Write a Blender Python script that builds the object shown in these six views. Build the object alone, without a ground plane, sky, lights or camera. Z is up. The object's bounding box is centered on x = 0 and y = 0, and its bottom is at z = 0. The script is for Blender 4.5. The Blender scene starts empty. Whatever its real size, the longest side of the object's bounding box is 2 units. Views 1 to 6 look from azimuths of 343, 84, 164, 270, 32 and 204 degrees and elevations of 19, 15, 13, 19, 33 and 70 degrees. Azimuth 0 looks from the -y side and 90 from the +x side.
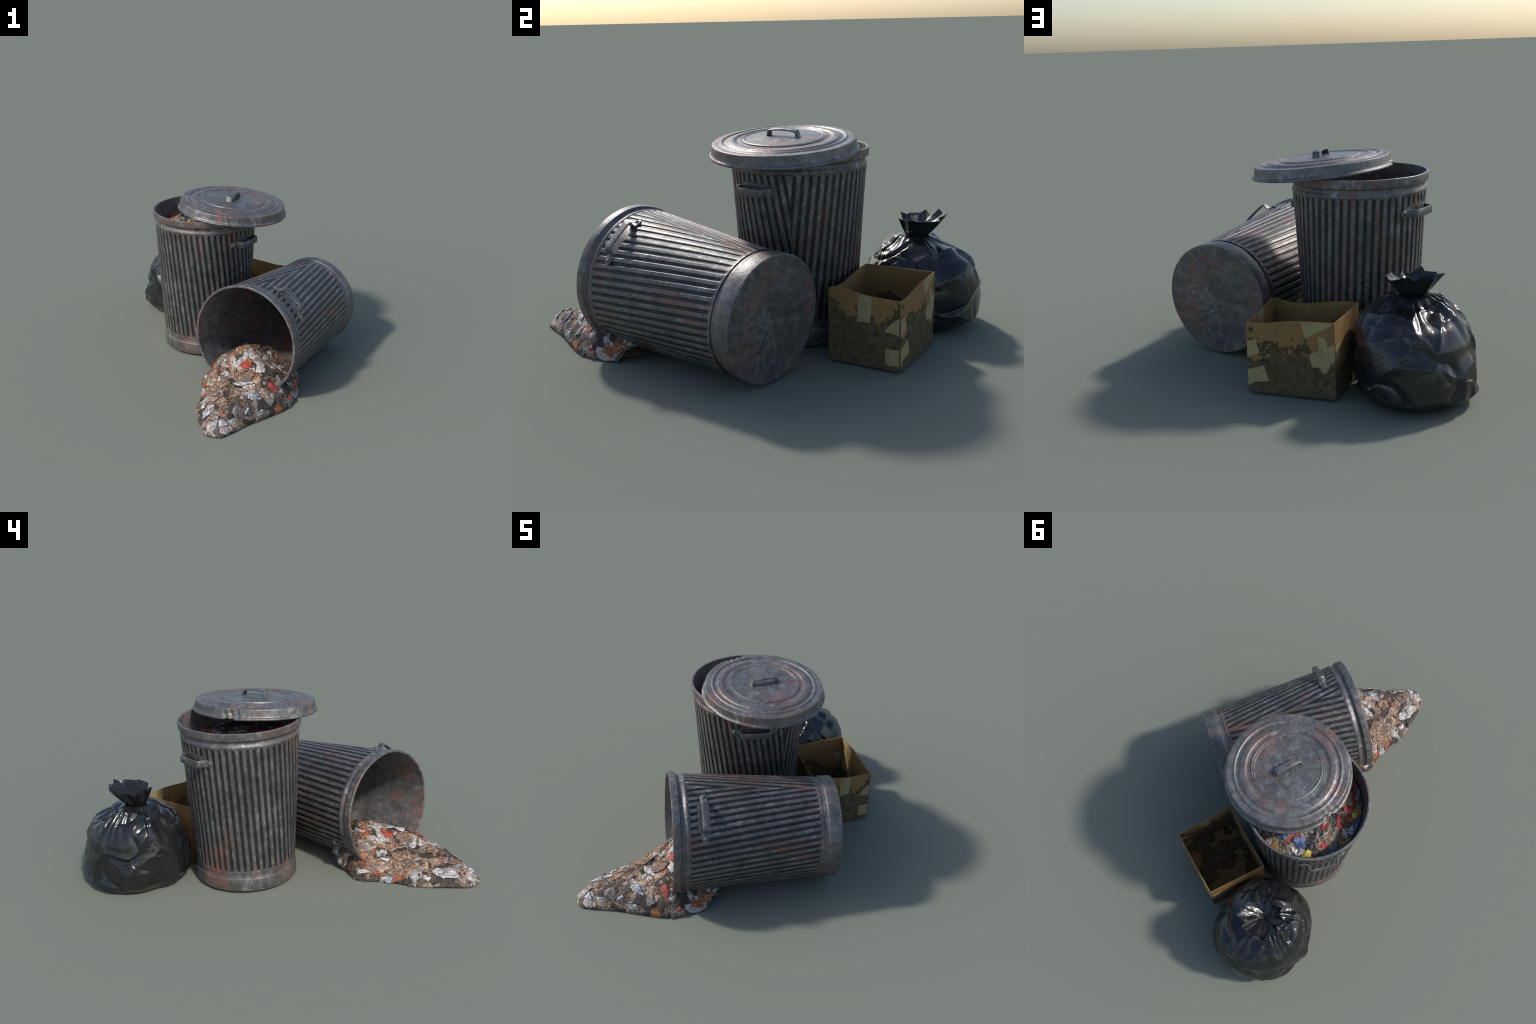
import bpy, bmesh, math, random
import numpy as np
from mathutils import Vector, Matrix, noise

D2R = math.pi / 180.0
random.seed(11)

# ------------------------------------------------------------------ helpers
def new_obj(name, verts, faces, mat=None, parent=None, smooth=True, angle=None):
    me = bpy.data.meshes.new(name)
    me.from_pydata([tuple(v) for v in verts], [], [tuple(f) for f in faces])
    me.validate()
    me.update()
    if smooth:
        me.polygons.foreach_set("use_smooth", [True] * len(me.polygons))
        if angle is not None:
            me.set_sharp_from_angle(angle=angle * D2R)
    if mat is not None:
        me.materials.append(mat)
    ob = bpy.data.objects.new(name, me)
    bpy.context.scene.collection.objects.link(ob)
    if parent is not None:
        ob.parent = parent
    return ob


def link_copy(src, parent, matrix=None):
    ob = src.copy()
    bpy.context.scene.collection.objects.link(ob)
    ob.parent = parent
    if matrix is not None:
        ob.matrix_local = matrix
    return ob


def thing(name, matrix, label, category):
    e = bpy.data.objects.new(name, None)
    e.empty_display_size = 0.1
    e.matrix_world = matrix
    e["label"] = label
    e["category"] = category
    bpy.context.scene.collection.objects.link(e)
    return e


def lathe(profile, seg, radius_mod=None):
    """Surface of revolution of an open profile [(r, z), ...] about local z."""
    V, F = [], []
    for k, (r, z) in enumerate(profile):
        for j in range(seg):
            a = 2 * math.pi * j / seg
            rr, zz = (r, z) if radius_mod is None else radius_mod(r, z, a)
            V.append((rr * math.cos(a), rr * math.sin(a), zz))
    for k in range(len(profile) - 1):
        for j in range(seg):
            j2 = (j + 1) % seg
            F.append((k * seg + j, k * seg + j2, (k + 1) * seg + j2, (k + 1) * seg + j))
    return V, F


def outward(ob):
    bm = bmesh.new()
    bm.from_mesh(ob.data)
    bmesh.ops.recalc_face_normals(bm, faces=bm.faces)
    bm.to_mesh(ob.data)
    bm.free()


def sstep(a, b, x):
    t = min(1.0, max(0.0, (x - a) / (b - a)))
    return t * t * (3 - 2 * t)


def lerp_table(tab, x):
    for (x0, y0), (x1, y1) in zip(tab, tab[1:]):
        if x <= x1:
            t = 0 if x1 == x0 else max(0.0, (x - x0) / (x1 - x0))
            return y0 + (y1 - y0) * t
    return tab[-1][1]


# ------------------------------------------------------------------ shader helpers
class Mat:
    def __init__(self, name):
        self.m = bpy.data.materials.new(name)
        self.m.use_nodes = True
        self.nt = self.m.node_tree
        self.b = self.nt.nodes["Principled BSDF"]
        self.tc = self.nt.nodes.new("ShaderNodeTexCoord")
        self.obj = self.tc.outputs["Object"]

    def node(self, kind, **kw):
        n = self.nt.nodes.new(kind)
        for k, v in kw.items():
            setattr(n, k, v)
        return n

    def put(self, sock, val):
        if hasattr(val, "is_output"):
            self.nt.links.new(val, sock)
        else:
            sock.default_value = val

    def math(self, op, a, b=0.0, c=0.0, clamp=False):
        n = self.node("ShaderNodeMath", operation=op, use_clamp=clamp)
        self.put(n.inputs[0], a)
        self.put(n.inputs[1], b)
        self.put(n.inputs[2], c)
        return n.outputs[0]

    def mapping(self, scale=(1, 1, 1), loc=(0, 0, 0), rot=(0, 0, 0), vec=None):
        n = self.node("ShaderNodeMapping")
        self.put(n.inputs["Vector"], vec or self.obj)
        n.inputs["Scale"].default_value = scale
        n.inputs["Location"].default_value = loc
        n.inputs["Rotation"].default_value = rot
        return n.outputs[0]

    def noise(self, scale, detail=4, rough=0.55, vec=None, dist=0.0, color=False):
        n = self.node("ShaderNodeTexNoise")
        self.put(n.inputs["Vector"], vec or self.obj)
        n.inputs["Scale"].default_value = scale
        n.inputs["Detail"].default_value = detail
        n.inputs["Roughness"].default_value = rough
        n.inputs["Distortion"].default_value = dist
        return n.outputs["Color" if color else "Fac"]

    def voronoi(self, scale, vec=None, feature="F1", out="Distance", rnd=1.0):
        n = self.node("ShaderNodeTexVoronoi", feature=feature)
        self.put(n.inputs["Vector"], vec or self.obj)
        n.inputs["Scale"].default_value = scale
        n.inputs["Randomness"].default_value = rnd
        return n.outputs[out]

    def ramp(self, fac, stops, interp="LINEAR"):
        n = self.node("ShaderNodeValToRGB")
        cr = n.color_ramp
        cr.interpolation = interp
        while len(cr.elements) < len(stops):
            cr.elements.new(0.5)
        for e, (p, c) in zip(cr.elements, stops):
            e.position = p
            e.color = (c, c, c, 1) if isinstance(c, (int, float)) else (*c, 1)
        self.put(n.inputs[0], fac)
        return n.outputs[0]

    def mix(self, fac, a, b, blend="MIX"):
        n = self.node("ShaderNodeMix", data_type="RGBA", blend_type=blend)
        self.put(n.inputs[0], fac)
        for s, v in ((n.inputs[6], a), (n.inputs[7], b)):
            self.put(s, v if hasattr(v, "is_output") else (*v, 1))
        return n.outputs[2]

    def bump(self, height, strength=0.3, dist=0.01, normal=None):
        n = self.node("ShaderNodeBump")
        n.inputs["Strength"].default_value = strength
        n.inputs["Distance"].default_value = dist
        self.put(n.inputs["Height"], height)
        if normal is not None:
            self.put(n.inputs["Normal"], normal)
        return n.outputs[0]

    def sep(self, vec):
        n = self.node("ShaderNodeSeparateXYZ")
        self.put(n.inputs[0], vec)
        return n.outputs

    def set(self, **kw):
        for k, v in kw.items():
            s = self.b.inputs[k.replace("_", " ")]
            if isinstance(v, tuple) and len(v) == 3 and s.type == "RGBA":
                v = (*v, 1)
            self.put(s, v)
        return self.m


# ------------------------------------------------------------------ dustbin dimensions
CAN_H = 0.8305          # height of the can
RIB_PITCH = 0.0334      # spacing of the corrugation
RIB_GROOVE = 0.46       # share of the pitch taken by a groove
RIB_DEPTH = 0.0040
BODY_Z0, BODY_Z1 = 0.098, 0.757
BODY_R0, BODY_R1 = 0.2560, 0.2940
RIB_ZERO = -0.76        # where the ribs run exactly down the wall, radians from the side facing the seam
RIB_TAPER = 0.75        # how fully the ribs keep their width towards the narrow base
RIB_MEAN = 0.275
SEAM_AZ = 34.6          # where the sheet is joined, degrees from a handle
HANDLE_Z = 0.675
HANDLE_HALF = 0.017


def body_r(z):
    return BODY_R0 + (BODY_R1 - BODY_R0) * (z - 0.1) / 0.64


def rib_phase(az, z):
    """0..1 across one rib; the ribs keep their width, so they are cut off at the seam."""
    rel = (az - (SEAM_AZ + 180) * D2R + math.pi) % (2 * math.pi) - math.pi
    return ((rel - RIB_ZERO) * (RIB_MEAN + RIB_TAPER * (body_r(z) - RIB_MEAN)) / RIB_PITCH + 100.5) % 1.0


def metal(name, ribs=False, dark=1.0, rust=0.5, inside=False, grimy=0.6, worn=0.0):
    m = Mat(name)
    big = m.noise(5.0, 5, 0.6)
    mid = m.noise(22.0, 6, 0.65)
    fine = m.noise(120.0, 4, 0.7)
    k = 0.58 * dark
    tone = m.ramp(m.math("ADD", m.math("MULTIPLY", big, 0.4), m.math("MULTIPLY", mid, 0.6)),
                  [(0.32, tuple(k * c for c in (0.138, 0.134, 0.134))),
                   (0.50, tuple(k * c for c in (0.246, 0.236, 0.230))),
                   (0.68, tuple(k * c for c in (0.405, 0.392, 0.376)))])
    # zinc bloom: pale scuffs
    scuff = m.ramp(m.noise(42.0, 9, 0.8, vec=m.mapping((1, 1, 0.6)), dist=0.6), [(0.52, 0.0), (0.60, 1.0)])
    scuff_zone = m.ramp(m.noise(4.5, 4, 0.6, vec=m.mapping(loc=(3.1, 0.4, 1.7))), [(0.42, 0.08), (0.60, 0.85)])
    col = m.mix(m.math("MULTIPLY", scuff, scuff_zone), tone, tuple(k * c for c in (0.62, 0.63, 0.64)))
    # grime
    grime = m.ramp(m.noise(11.0, 8, 0.75, vec=m.mapping(loc=(7, 2, 5))), [(0.48, 0.0), (0.64, grimy)])
    col = m.mix(grime, col, tuple(k * c for c in (0.100, 0.103, 0.094)))
    grit = m.ramp(m.noise(75.0, 8, 0.8, vec=m.mapping(loc=(1, 9, 2))), [(0.36, 0.6), (0.47, 0.0)])
    col = m.mix(grit, col, tuple(k * c for c in (0.075, 0.077, 0.074)))
    # rust, running down along the can
    rz = m.ramp(m.noise(5.5, 4, 0.6, vec=m.mapping((1, 1, 0.45), loc=(1.3, 8.2, 0.6))), [(0.525, 0.0), (0.640, 1.0)])
    rf = m.ramp(m.noise(46.0, 6, 0.75, vec=m.mapping((1, 1, 0.25))), [(0.42, 0.0), (0.60, 1.0)])
    rust_f = m.math("MULTIPLY", m.math("MULTIPLY", rz, rf), rust)
    col = m.mix(rust_f, col, (0.240, 0.070, 0.042))
    if worn:
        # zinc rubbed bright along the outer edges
        bv = m.node("ShaderNodeBevel", samples=6)
        bv.inputs["Radius"].default_value = 0.004
        geo = m.node("ShaderNodeNewGeometry")
        dt = m.node("ShaderNodeVectorMath", operation="DOT_PRODUCT")
        m.put(dt.inputs[0], bv.outputs[0])
        m.put(dt.inputs[1], geo.outputs["Normal"])
        edge = m.ramp(dt.outputs["Value"], [(0.90, 1.0), (0.985, 0.0)])
        rub = m.ramp(m.noise(30.0, 6, 0.7, vec=m.mapping(loc=(5, 5, 1))), [(0.36, 0.1), (0.56, 1.0)])
        col = m.mix(m.math("MULTIPLY", m.math("MULTIPLY", edge, rub), worn), col, (0.40, 0.42, 0.45))
    x, y, z = m.sep(m.obj)
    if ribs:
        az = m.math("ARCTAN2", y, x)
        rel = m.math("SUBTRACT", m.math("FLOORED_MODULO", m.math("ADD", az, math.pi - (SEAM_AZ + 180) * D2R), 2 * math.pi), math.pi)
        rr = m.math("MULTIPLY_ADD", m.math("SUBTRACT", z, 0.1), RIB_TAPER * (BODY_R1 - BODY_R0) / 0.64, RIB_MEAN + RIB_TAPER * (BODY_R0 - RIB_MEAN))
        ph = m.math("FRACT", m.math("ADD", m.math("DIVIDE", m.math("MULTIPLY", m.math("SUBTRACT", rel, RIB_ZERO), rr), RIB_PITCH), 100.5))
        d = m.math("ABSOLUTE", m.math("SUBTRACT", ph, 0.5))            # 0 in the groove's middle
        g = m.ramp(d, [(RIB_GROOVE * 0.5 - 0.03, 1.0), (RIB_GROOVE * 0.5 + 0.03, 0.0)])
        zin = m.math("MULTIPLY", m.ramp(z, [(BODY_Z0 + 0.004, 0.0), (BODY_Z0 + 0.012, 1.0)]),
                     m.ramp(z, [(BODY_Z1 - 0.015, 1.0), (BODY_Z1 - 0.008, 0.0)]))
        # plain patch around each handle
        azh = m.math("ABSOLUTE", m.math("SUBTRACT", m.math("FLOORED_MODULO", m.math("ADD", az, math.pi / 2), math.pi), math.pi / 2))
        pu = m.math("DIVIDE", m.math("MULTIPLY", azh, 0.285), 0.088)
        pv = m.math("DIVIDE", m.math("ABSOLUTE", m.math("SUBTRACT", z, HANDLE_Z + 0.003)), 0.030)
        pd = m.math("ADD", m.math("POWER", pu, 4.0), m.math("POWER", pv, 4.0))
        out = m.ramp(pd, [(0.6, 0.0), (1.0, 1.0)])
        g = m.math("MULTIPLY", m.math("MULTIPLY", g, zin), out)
        groove_dark = m.ramp(m.noise(40.0, 5, 0.7), [(0.35, 0.97), (0.72, 0.72)])
        col = m.mix(m.math("MULTIPLY", g, groove_dark), col, (0.016, 0.018, 0.020))
    height = m.math("ADD", m.math("MULTIPLY", mid, 0.7), m.math("MULTIPLY", fine, 0.3))
    bp = m.bump(height, 0.5, 0.006)
    rough = m.ramp(m.math("ADD", m.math("MULTIPLY", mid, 0.6), m.math("MULTIPLY", fine, 0.4)),
                   [(0.30, 0.32), (0.70, 0.56)])
    met = m.math("MULTIPLY_ADD", rust_f, -0.5, 0.50 if not inside else 0.25)
    return m.set(Base_Color=col, Roughness=rough, Metallic=met, Normal=bp)


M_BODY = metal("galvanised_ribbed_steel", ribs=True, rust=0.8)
M_BAND = metal("galvanised_steel", rust=0.75, grimy=0.5, worn=0.8)
M_LID = metal("galvanised_lid_steel", dark=1.12, rust=0.7, grimy=0.4, worn=0.7)
M_INSIDE = metal("dull_inner_steel", dark=0.98, rust=0.8, inside=True, grimy=0.45)
M_HANDLE = metal("worn_handle_steel", dark=1.05, rust=0.2, worn=0.8)


# ------------------------------------------------------------------ dustbin meshes
def build_can_meshes():
    """Body, rim, base and handle meshes in the can's own frame (axis z, base at 0, handles at azimuth 0 and 180)."""
    SEG, ROWS = 1056, 96
    V, F = [], []
    # --- ribbed wall (outside)
    zs = [BODY_Z0 - 0.006 + (BODY_Z1 + 0.004 - BODY_Z0 + 0.006) * k / (ROWS - 1) for k in range(ROWS)]
    for z in zs:
        for j in range(SEG):
            az = 2 * math.pi * j / SEG
            d = abs(rib_phase(az, z) - 0.5)
            g = 1 - sstep(RIB_GROOVE * 0.5 - 0.06, RIB_GROOVE * 0.5 + 0.04, d)
            g *= sstep(BODY_Z0, BODY_Z0 + 0.014, z) * (1 - sstep(BODY_Z1 - 0.017, BODY_Z1 - 0.007, z))
            azh = abs((az + math.pi / 2) % math.pi - math.pi / 2)
            pd = (azh * 0.285 / 0.088) ** 4 + (abs(z - HANDLE_Z - 0.003) / 0.030) ** 4
            g *= sstep(0.5, 1.1, pd)
            # crest swells a little just below the collar bead
            swell = 0.0022 * math.exp(-((z - (BODY_Z1 - 0.020)) / 0.008) ** 2) * (1 - g) * (1 if pd > 1 else 0)
            r = body_r(z) - RIB_DEPTH * g + swell * (0.5 + 0.5 * math.cos(2 * math.pi * d))
            dent = 0.0016 * noise.noise(Vector((math.cos(az) * 3.1, math.sin(az) * 3.1, z * 5.0)))
            r += dent
            V.append((r * math.cos(az), r * math.sin(az), z))
    for k in range(ROWS - 1):
        for j in range(SEG):
            j2 = (j + 1) % SEG
            F.append((k * SEG + j, k * SEG + j2, (k + 1) * SEG + j2, (k + 1) * SEG + j))
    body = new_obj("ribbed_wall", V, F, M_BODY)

    def wob(amp, freq, seed):
        def f(r, z, a):
            return r + amp * noise.noise(Vector((math.cos(a) * freq, math.sin(a) * freq, seed))), \
                   z + amp * 0.6 * noise.noise(Vector((math.cos(a) * freq, math.sin(a) * freq, seed + 9)))
        return f

    # --- collar: bead, groove, rolled rim
    prof = [(0.2915, 0.7455), (0.2948, 0.7490), (0.2968, 0.7535), (0.2974, 0.7580), (0.2962, 0.7635), (0.2925, 0.7690),
            (0.2903, 0.775), (0.2898, 0.780), (0.2910, 0.786), (0.2960, 0.7905), (0.3010, 0.7925),
            (0.3038, 0.7942), (0.3045, 0.7965), (0.3054, 0.826), (0.3050, 0.8290), (0.3036, 0.8302),
            (0.2990, 0.8305), (0.2955, 0.8300), (0.2938, 0.8285), (0.2930, 0.8250), (0.2910, 0.805)]
    V, F = lathe(prof, 160, wob(0.0014, 3.0, 1.0))
    rim = new_obj("rolled_rim", V, F, M_BAND, angle=32)

    # --- inner wall and floor
    prof = [(0.2926, 0.827), (0.2895, 0.800), (0.2795, 0.745), (body_r(0.4) - 0.0125, 0.40), (body_r(0.1) - 0.0125, 0.10),
            (0.243, 0.030), (0.236, 0.022), (0.12, 0.020), (0.001, 0.020)]
    fine = []
    for (r0, z0), (r1, z1) in zip(prof, prof[1:]):
        n = max(1, int(math.hypot(r1 - r0, z1 - z0) / 0.02))
        fine += [(r0 + (r1 - r0) * i / n, z0 + (z1 - z0) * i / n) for i in range(n)]
    fine.append(prof[-1])
    V, F = lathe(fine, 128, wob(0.0012, 4.0, 5.0))
    F = [tuple(reversed(f)) for f in F]
    inner = new_obj("inner_wall", V, F, M_INSIDE, angle=60)

    # --- base band and end plate
    prof = [(0.2500, 0.104), (0.2512, 0.098), (0.2522, 0.085), (0.2532, 0.070), (0.2550, 0.0655), (0.2580, 0.063),
            (0.2590, 0.058), (0.2592, 0.040), (0.2590, 0.0040), (0.2582, 0.0014), (0.2560, 0.0002), (0.2520, 0.0)]
    V, F = lathe(prof, 144, wob(0.0012, 3.5, 3.0))
    F = [tuple(reversed(f)) for f in F]
    band = new_obj("base_band", V, F, M_BAND, angle=28)
    prof = [(0.2525, 0.0004), (0.248, 0.0012), (0.20, 0.0016), (0.14, 0.0014), (0.07, 0.0016), (0.001, 0.0016)]
    V, F = lathe(prof, 144)
    F = [tuple(reversed(f)) for f in F]
    plate = new_obj("base_plate", V, F, M_BAND)

    # --- strap handle: a bent flat bar, with tabs that lie on the wall
    path = []      # (azimuth degrees, radius of the bar's outer face)
    rw = body_r(HANDLE_Z)
    def flat(a0, a1, r, n):
        return [(a0 + (a1 - a0) * i / (n - 1), r) for i in range(n)]
    half = flat(-24.0, -16.6, rw + 0.0042, 5) + [(-15.2, rw + 0.006), (-13.6, rw + 0.024), (-12.8, rw + 0.0335), (-12.0, rw + 0.0362)]
    pts = half[:]
    # the grip is a straight chord between the two corners, sagging a little
    r_c = rw + 0.0362
    for i in range(1, 12):
        a = -12.0 + 24.0 * i / 12
        chord = r_c * math.cos(12 * D2R) / math.cos(a * D2R)
        pts.append((a, chord + 0.45 * (r_c - chord)))
    pts += [(-a, r) for a, r in reversed(half)]
    t = 0.0045
    V, F = [], []
    sec = [(-HANDLE_HALF, 0.0), (-HANDLE_HALF + 0.002, 0.0012), (HANDLE_HALF - 0.002, 0.0012), (HANDLE_HALF, 0.0),
           (HANDLE_HALF, -t), (-HANDLE_HALF, -t)]
    P2 = [Vector((r * math.cos(a * D2R), r * math.sin(a * D2R))) for a, r in pts]
    n = len(P2)
    for i, p in enumerate(P2):
        tan = (P2[min(i + 1, n - 1)] - P2[max(i - 1, 0)]).normalized()
        nor = Vector((tan.y, -tan.x))
        e = min(i, n - 1 - i)
        w = (0.45, 0.78, 0.92, 1.0)[e] if e < 4 else 1.0
        sag = -0.002 * math.cos(math.pi * (i / (n - 1) - 0.5))
        for s, o in sec:
            q = p + nor * o
            V.append((q.x, q.y, HANDLE_Z + s * w + sag))
    k = len(sec)
    for i in range(n - 1):
        for j in range(k):
            F.append((i * k + j, i * k + (j + 1) % k, (i + 1) * k + (j + 1) % k, (i + 1) * k + j))
    F.append(tuple(range(k)))
    F.append(tuple(reversed(range((n - 1) * k, n * k))))
    handle = new_obj("handle", V, F, M_HANDLE, angle=35)
    outward(handle)
    prof = [(0.0001, 0.0072), (0.0045, 0.0066), (0.0080, 0.0045), (0.0095, 0.0015), (0.0098, -0.003)]
    V, F = lathe(prof, 20)
    F = [tuple(reversed(f)) for f in F]
    rivet = new_obj("rivet", V, F, M_HANDLE)
    return body, rim, inner, band, plate, handle, rivet


CAN = build_can_meshes()


def place_can(matrix, label, first):
    body, rim, inner, band, plate, handle, rivet = CAN
    e = thing("trash_can", matrix, label, "trash can")
    parts = (body, rim, inner, band, plate)
    for p in parts:
        if first:
            p.parent = e
        else:
            link_copy(p, e)
    rw = body_r(HANDLE_Z)
    for side in (0, 180):
        if first and side == 0:
            h = handle
            h.parent = e
        else:
            h = link_copy(handle, e, Matrix.Rotation(side * D2R, 4, "Z"))
        for a in (-20.6, 20.6):
            rot = Matrix.Rotation(a * D2R, 4, "Z") @ Matrix.Translation((rw + 0.0044, 0, HANDLE_Z)) @ Matrix.Rotation(math.pi / 2, 4, "Y")
            if first and side == 0 and a < 0:
                rivet.parent = h
                rivet.matrix_local = rot
            else:
                link_copy(rivet, h, rot)
    return e


# upright can
STAND_XY = (-0.2434, 0.1623)
STAND_Z = 0.011
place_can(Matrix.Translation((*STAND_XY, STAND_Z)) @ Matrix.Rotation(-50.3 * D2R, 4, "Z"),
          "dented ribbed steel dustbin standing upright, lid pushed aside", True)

# fallen can: base centre and mouth centre
FB, FT = Vector((0.3876, -0.0313, 0.2665)), Vector((-0.2290, -0.5848, 0.3085))
n_ = (FT - FB).normalized()
e1 = (Vector((0, 0, 1)) - n_ * n_.z).normalized()
e2 = n_.cross(e1)
ax = e1 * math.cos(-40.2 * D2R) + e2 * math.sin(-40.2 * D2R)
ay = n_.cross(ax)
FALL = Matrix(((ax.x, ay.x, n_.x, FB.x), (ax.y, ay.y, n_.y, FB.y), (ax.z, ay.z, n_.z, FB.z), (0, 0, 0, 1)))
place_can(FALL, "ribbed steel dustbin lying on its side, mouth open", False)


# ------------------------------------------------------------------ lid
def build_lid():
    n = Vector((0.0755, -0.0491, 1)).normalized()
    c = Vector((-0.1025, 0.0810, 0.8373))
    x = Vector((math.cos(54 * D2R), math.sin(54 * D2R), 0))
    x = (x - n * x.dot(n)).normalized()
    y = n.cross(x)
    M = Matrix(((x.x, y.x, n.x, c.x), (x.y, y.y, n.y, c.y), (x.z, y.z, n.z, c.z), (0, 0, 0, 1)))
    e = thing("dustbin_lid", M, "round steel dustbin lid with rings and strap handle", "lid")
    H = 0.0542
    # ring relief on the top plate: (radius, height above the rim of the plate)
    relief = [(0.0001, 0.0030), (0.060, 0.0030), (0.120, 0.0026), (0.158, 0.0022), (0.1625, 0.0020), (0.1650, 0.0042), (0.1680, 0.0046), (0.1705, 0.0022),
              (0.1735, 0.0018), (0.1755, 0.0040), (0.1780, 0.0040), (0.1800, -0.0005), (0.2040, -0.0012), (0.2085, 0.0036), (0.2120, 0.0044), (0.2320, 0.0040), (0.2360, 0.0032), (0.2400, -0.0012),
              (0.2540, -0.0016), (0.2575, 0.0000), (0.2605, 0.0036), (0.2640, 0.0042), (0.2670, 0.0014), (0.2710, -0.0010), (0.2760, 0.0000), (0.2960, 0.0000)]
    DOME = 0.0125
    prof = [(r, H + h + DOME * (1 - (r / 0.297) ** 2)) for r, h in relief]
    prof += [(0.3010, H - 0.0004), (0.3028, H - 0.0022), (0.3036, H - 0.006), (0.3050, H - 0.020), (0.3066, H - 0.034),
             (0.3082, H - 0.0400), (0.3118, H - 0.0420), (0.3150, H - 0.0432), (0.3168, H - 0.0465), (0.3170, H - 0.0500), (0.3152, H - 0.0535), (0.3120, H - 0.0542),
             (0.3090, H - 0.0530), (0.3060, H - 0.0490), (0.3020, H - 0.0300), (0.2990, H - 0.0060), (0.2900, H - 0.0050), (0.27, H - 0.005), (0.20, H + 0.001), (0.10, H + 0.0075), (0.0001, H + 0.0105)]
    fine = []
    for (r0, z0), (r1, z1) in zip(prof, prof[1:]):
        k = max(1, int(math.hypot(r1 - r0, z1 - z0) / 0.012))
        fine += [(r0 + (r1 - r0) * i / k, z0 + (z1 - z0) * i / k) for i in range(k)]
    fine.append(prof[-1])

    def dent(r, z, a):
        s_, zz = 0.0, z
        for az, deep in LID_DENTS:
            w = (a - az * D2R + math.pi) % (2 * math.pi) - math.pi
            u = r * w
            env = math.exp(-(u / 0.042) ** 2) * sstep(0.262, 0.300, r)
            depth = 1 - sstep(H - 0.03, H + 0.006, z)
            fold = math.cos((u + 0.35 * (z - H)) / 0.0110) ** 2
            s_ += deep * env * (0.25 + 0.75 * fold) * (0.45 + 0.55 * depth)
            zz -= deep * 0.35 * env * (1 - depth) * fold
            zz += deep * 0.3 * env * depth * math.cos(u / 0.02)
        s = s_
        k = 0.0014 * noise.noise(Vector((math.cos(a) * 2.6, math.sin(a) * 2.6, 4.0)))
        zz += 0.0016 * noise.noise(Vector((r * math.cos(a) * 7, r * math.sin(a) * 7, 2.0)))
        return r - s + (k if r > 0.29 else 0), zz
    V, F = lathe(fine, 224, dent)
    F = [tuple(reversed(f)) for f in F]
    new_obj("lid_plate", V, F, M_LID, parent=e, angle=55)
    # strap handle along local x
    path = [(-0.0760, 0.013), (-0.0715, 0.018), (-0.0680, 0.033), (-0.0645, 0.0400), (-0.0570, 0.0420), (-0.030, 0.0455), (0.0, 0.0468),
            (0.030, 0.0455), (0.0570, 0.0420), (0.0645, 0.0400), (0.0680, 0.033), (0.0715, 0.018), (0.0760, 0.013)]
    V, F = [], []
    hw, t = 0.0165, 0.0065
    m = len(path)
    for i, (px, pz) in enumerate(path):
        a, b = path[max(0, i - 1)], path[min(m - 1, i + 1)]
        tx, tz = b[0] - a[0], b[1] - a[1]
        L = math.hypot(tx, tz)
        nx, nz = -tz / L, tx / L
        for yy, o in ((-hw, 0), (-hw + 0.002, 0.0012), (hw - 0.002, 0.0012), (hw, 0), (hw, -t), (-hw, -t)):
            V.append((px + nx * o, yy, H + pz + nz * o))
    for i in range(m - 1):
        for j in range(6):
            F.append((i * 6 + j, (i + 1) * 6 + j, (i + 1) * 6 + (j + 1) % 6, i * 6 + (j + 1) % 6))
    F.append((0, 1, 2, 3, 4, 5))
    F.append(tuple(reversed(range((m - 1) * 6, m * 6))))
    new_obj("lid_handle", V, F, M_HANDLE, parent=e, angle=40)


LID_DENTS = ((101.0, 0.020), (196.0, 0.007))   # azimuth in the lid's own frame, depth
build_lid()


# ------------------------------------------------------------------ cardboard box
def cardboard(name, bias):
    m = Mat(name)
    x, y, z = m.sep(m.obj)
    fib = m.noise(60.0, 4, 0.6, vec=m.mapping((1, 1, 0.15)))
    base = m.mix(m.ramp(fib, [(0.3, 0.0), (0.7, 1.0)]), (0.235, 0.132, 0.042), (0.295, 0.168, 0.056))
    stain = m.ramp(m.noise(6.0, 5, 0.6), [(0.42, 0.0), (0.66, 0.7)])
    base = m.mix(stain, base, (0.195, 0.118, 0.040))
    n1 = m.noise(6.5, 7, 0.66, vec=m.mapping(loc=(2.0, 5.0, 0.4)))
    f = m.math("ADD", n1, m.math("MULTIPLY", m.math("SUBTRACT", 0.150 + bias, z), 1.25))
    mud = m.ramp(f, [(0.50, 0.0), (0.525, 1.0)])
    grain = m.noise(38.0, 8, 0.72)
    mudcol = m.ramp(grain, [(0.32, (0.075, 0.054, 0.027)), (0.50, (0.185, 0.134, 0.064)), (0.68, (0.310, 0.225, 0.110))])
    wet = m.ramp(m.noise(8.0, 4, 0.6, vec=m.mapping(loc=(4, 1, 8))), [(0.48, 0.0), (0.66, 0.8)])
    mudcol = m.mix(wet, mudcol, (0.190, 0.128, 0.045))
    col = m.mix(mud, base, mudcol)
    lump = m.math("ADD", m.math("MULTIPLY", grain, 1.1), m.math("ADD", m.noise(15.0, 5, 0.6), m.math("MULTIPLY", m.voronoi(45.0, feature="SMOOTH_F1"), 0.5)))
    h = m.math("MULTIPLY", mud, lump)
    bp = m.bump(m.math("ADD", h, m.math("MULTIPLY", fib, 0.05)), 1.0, 0.030)
    return m.set(Base_Color=col, Roughness=0.85, Normal=bp)


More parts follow.
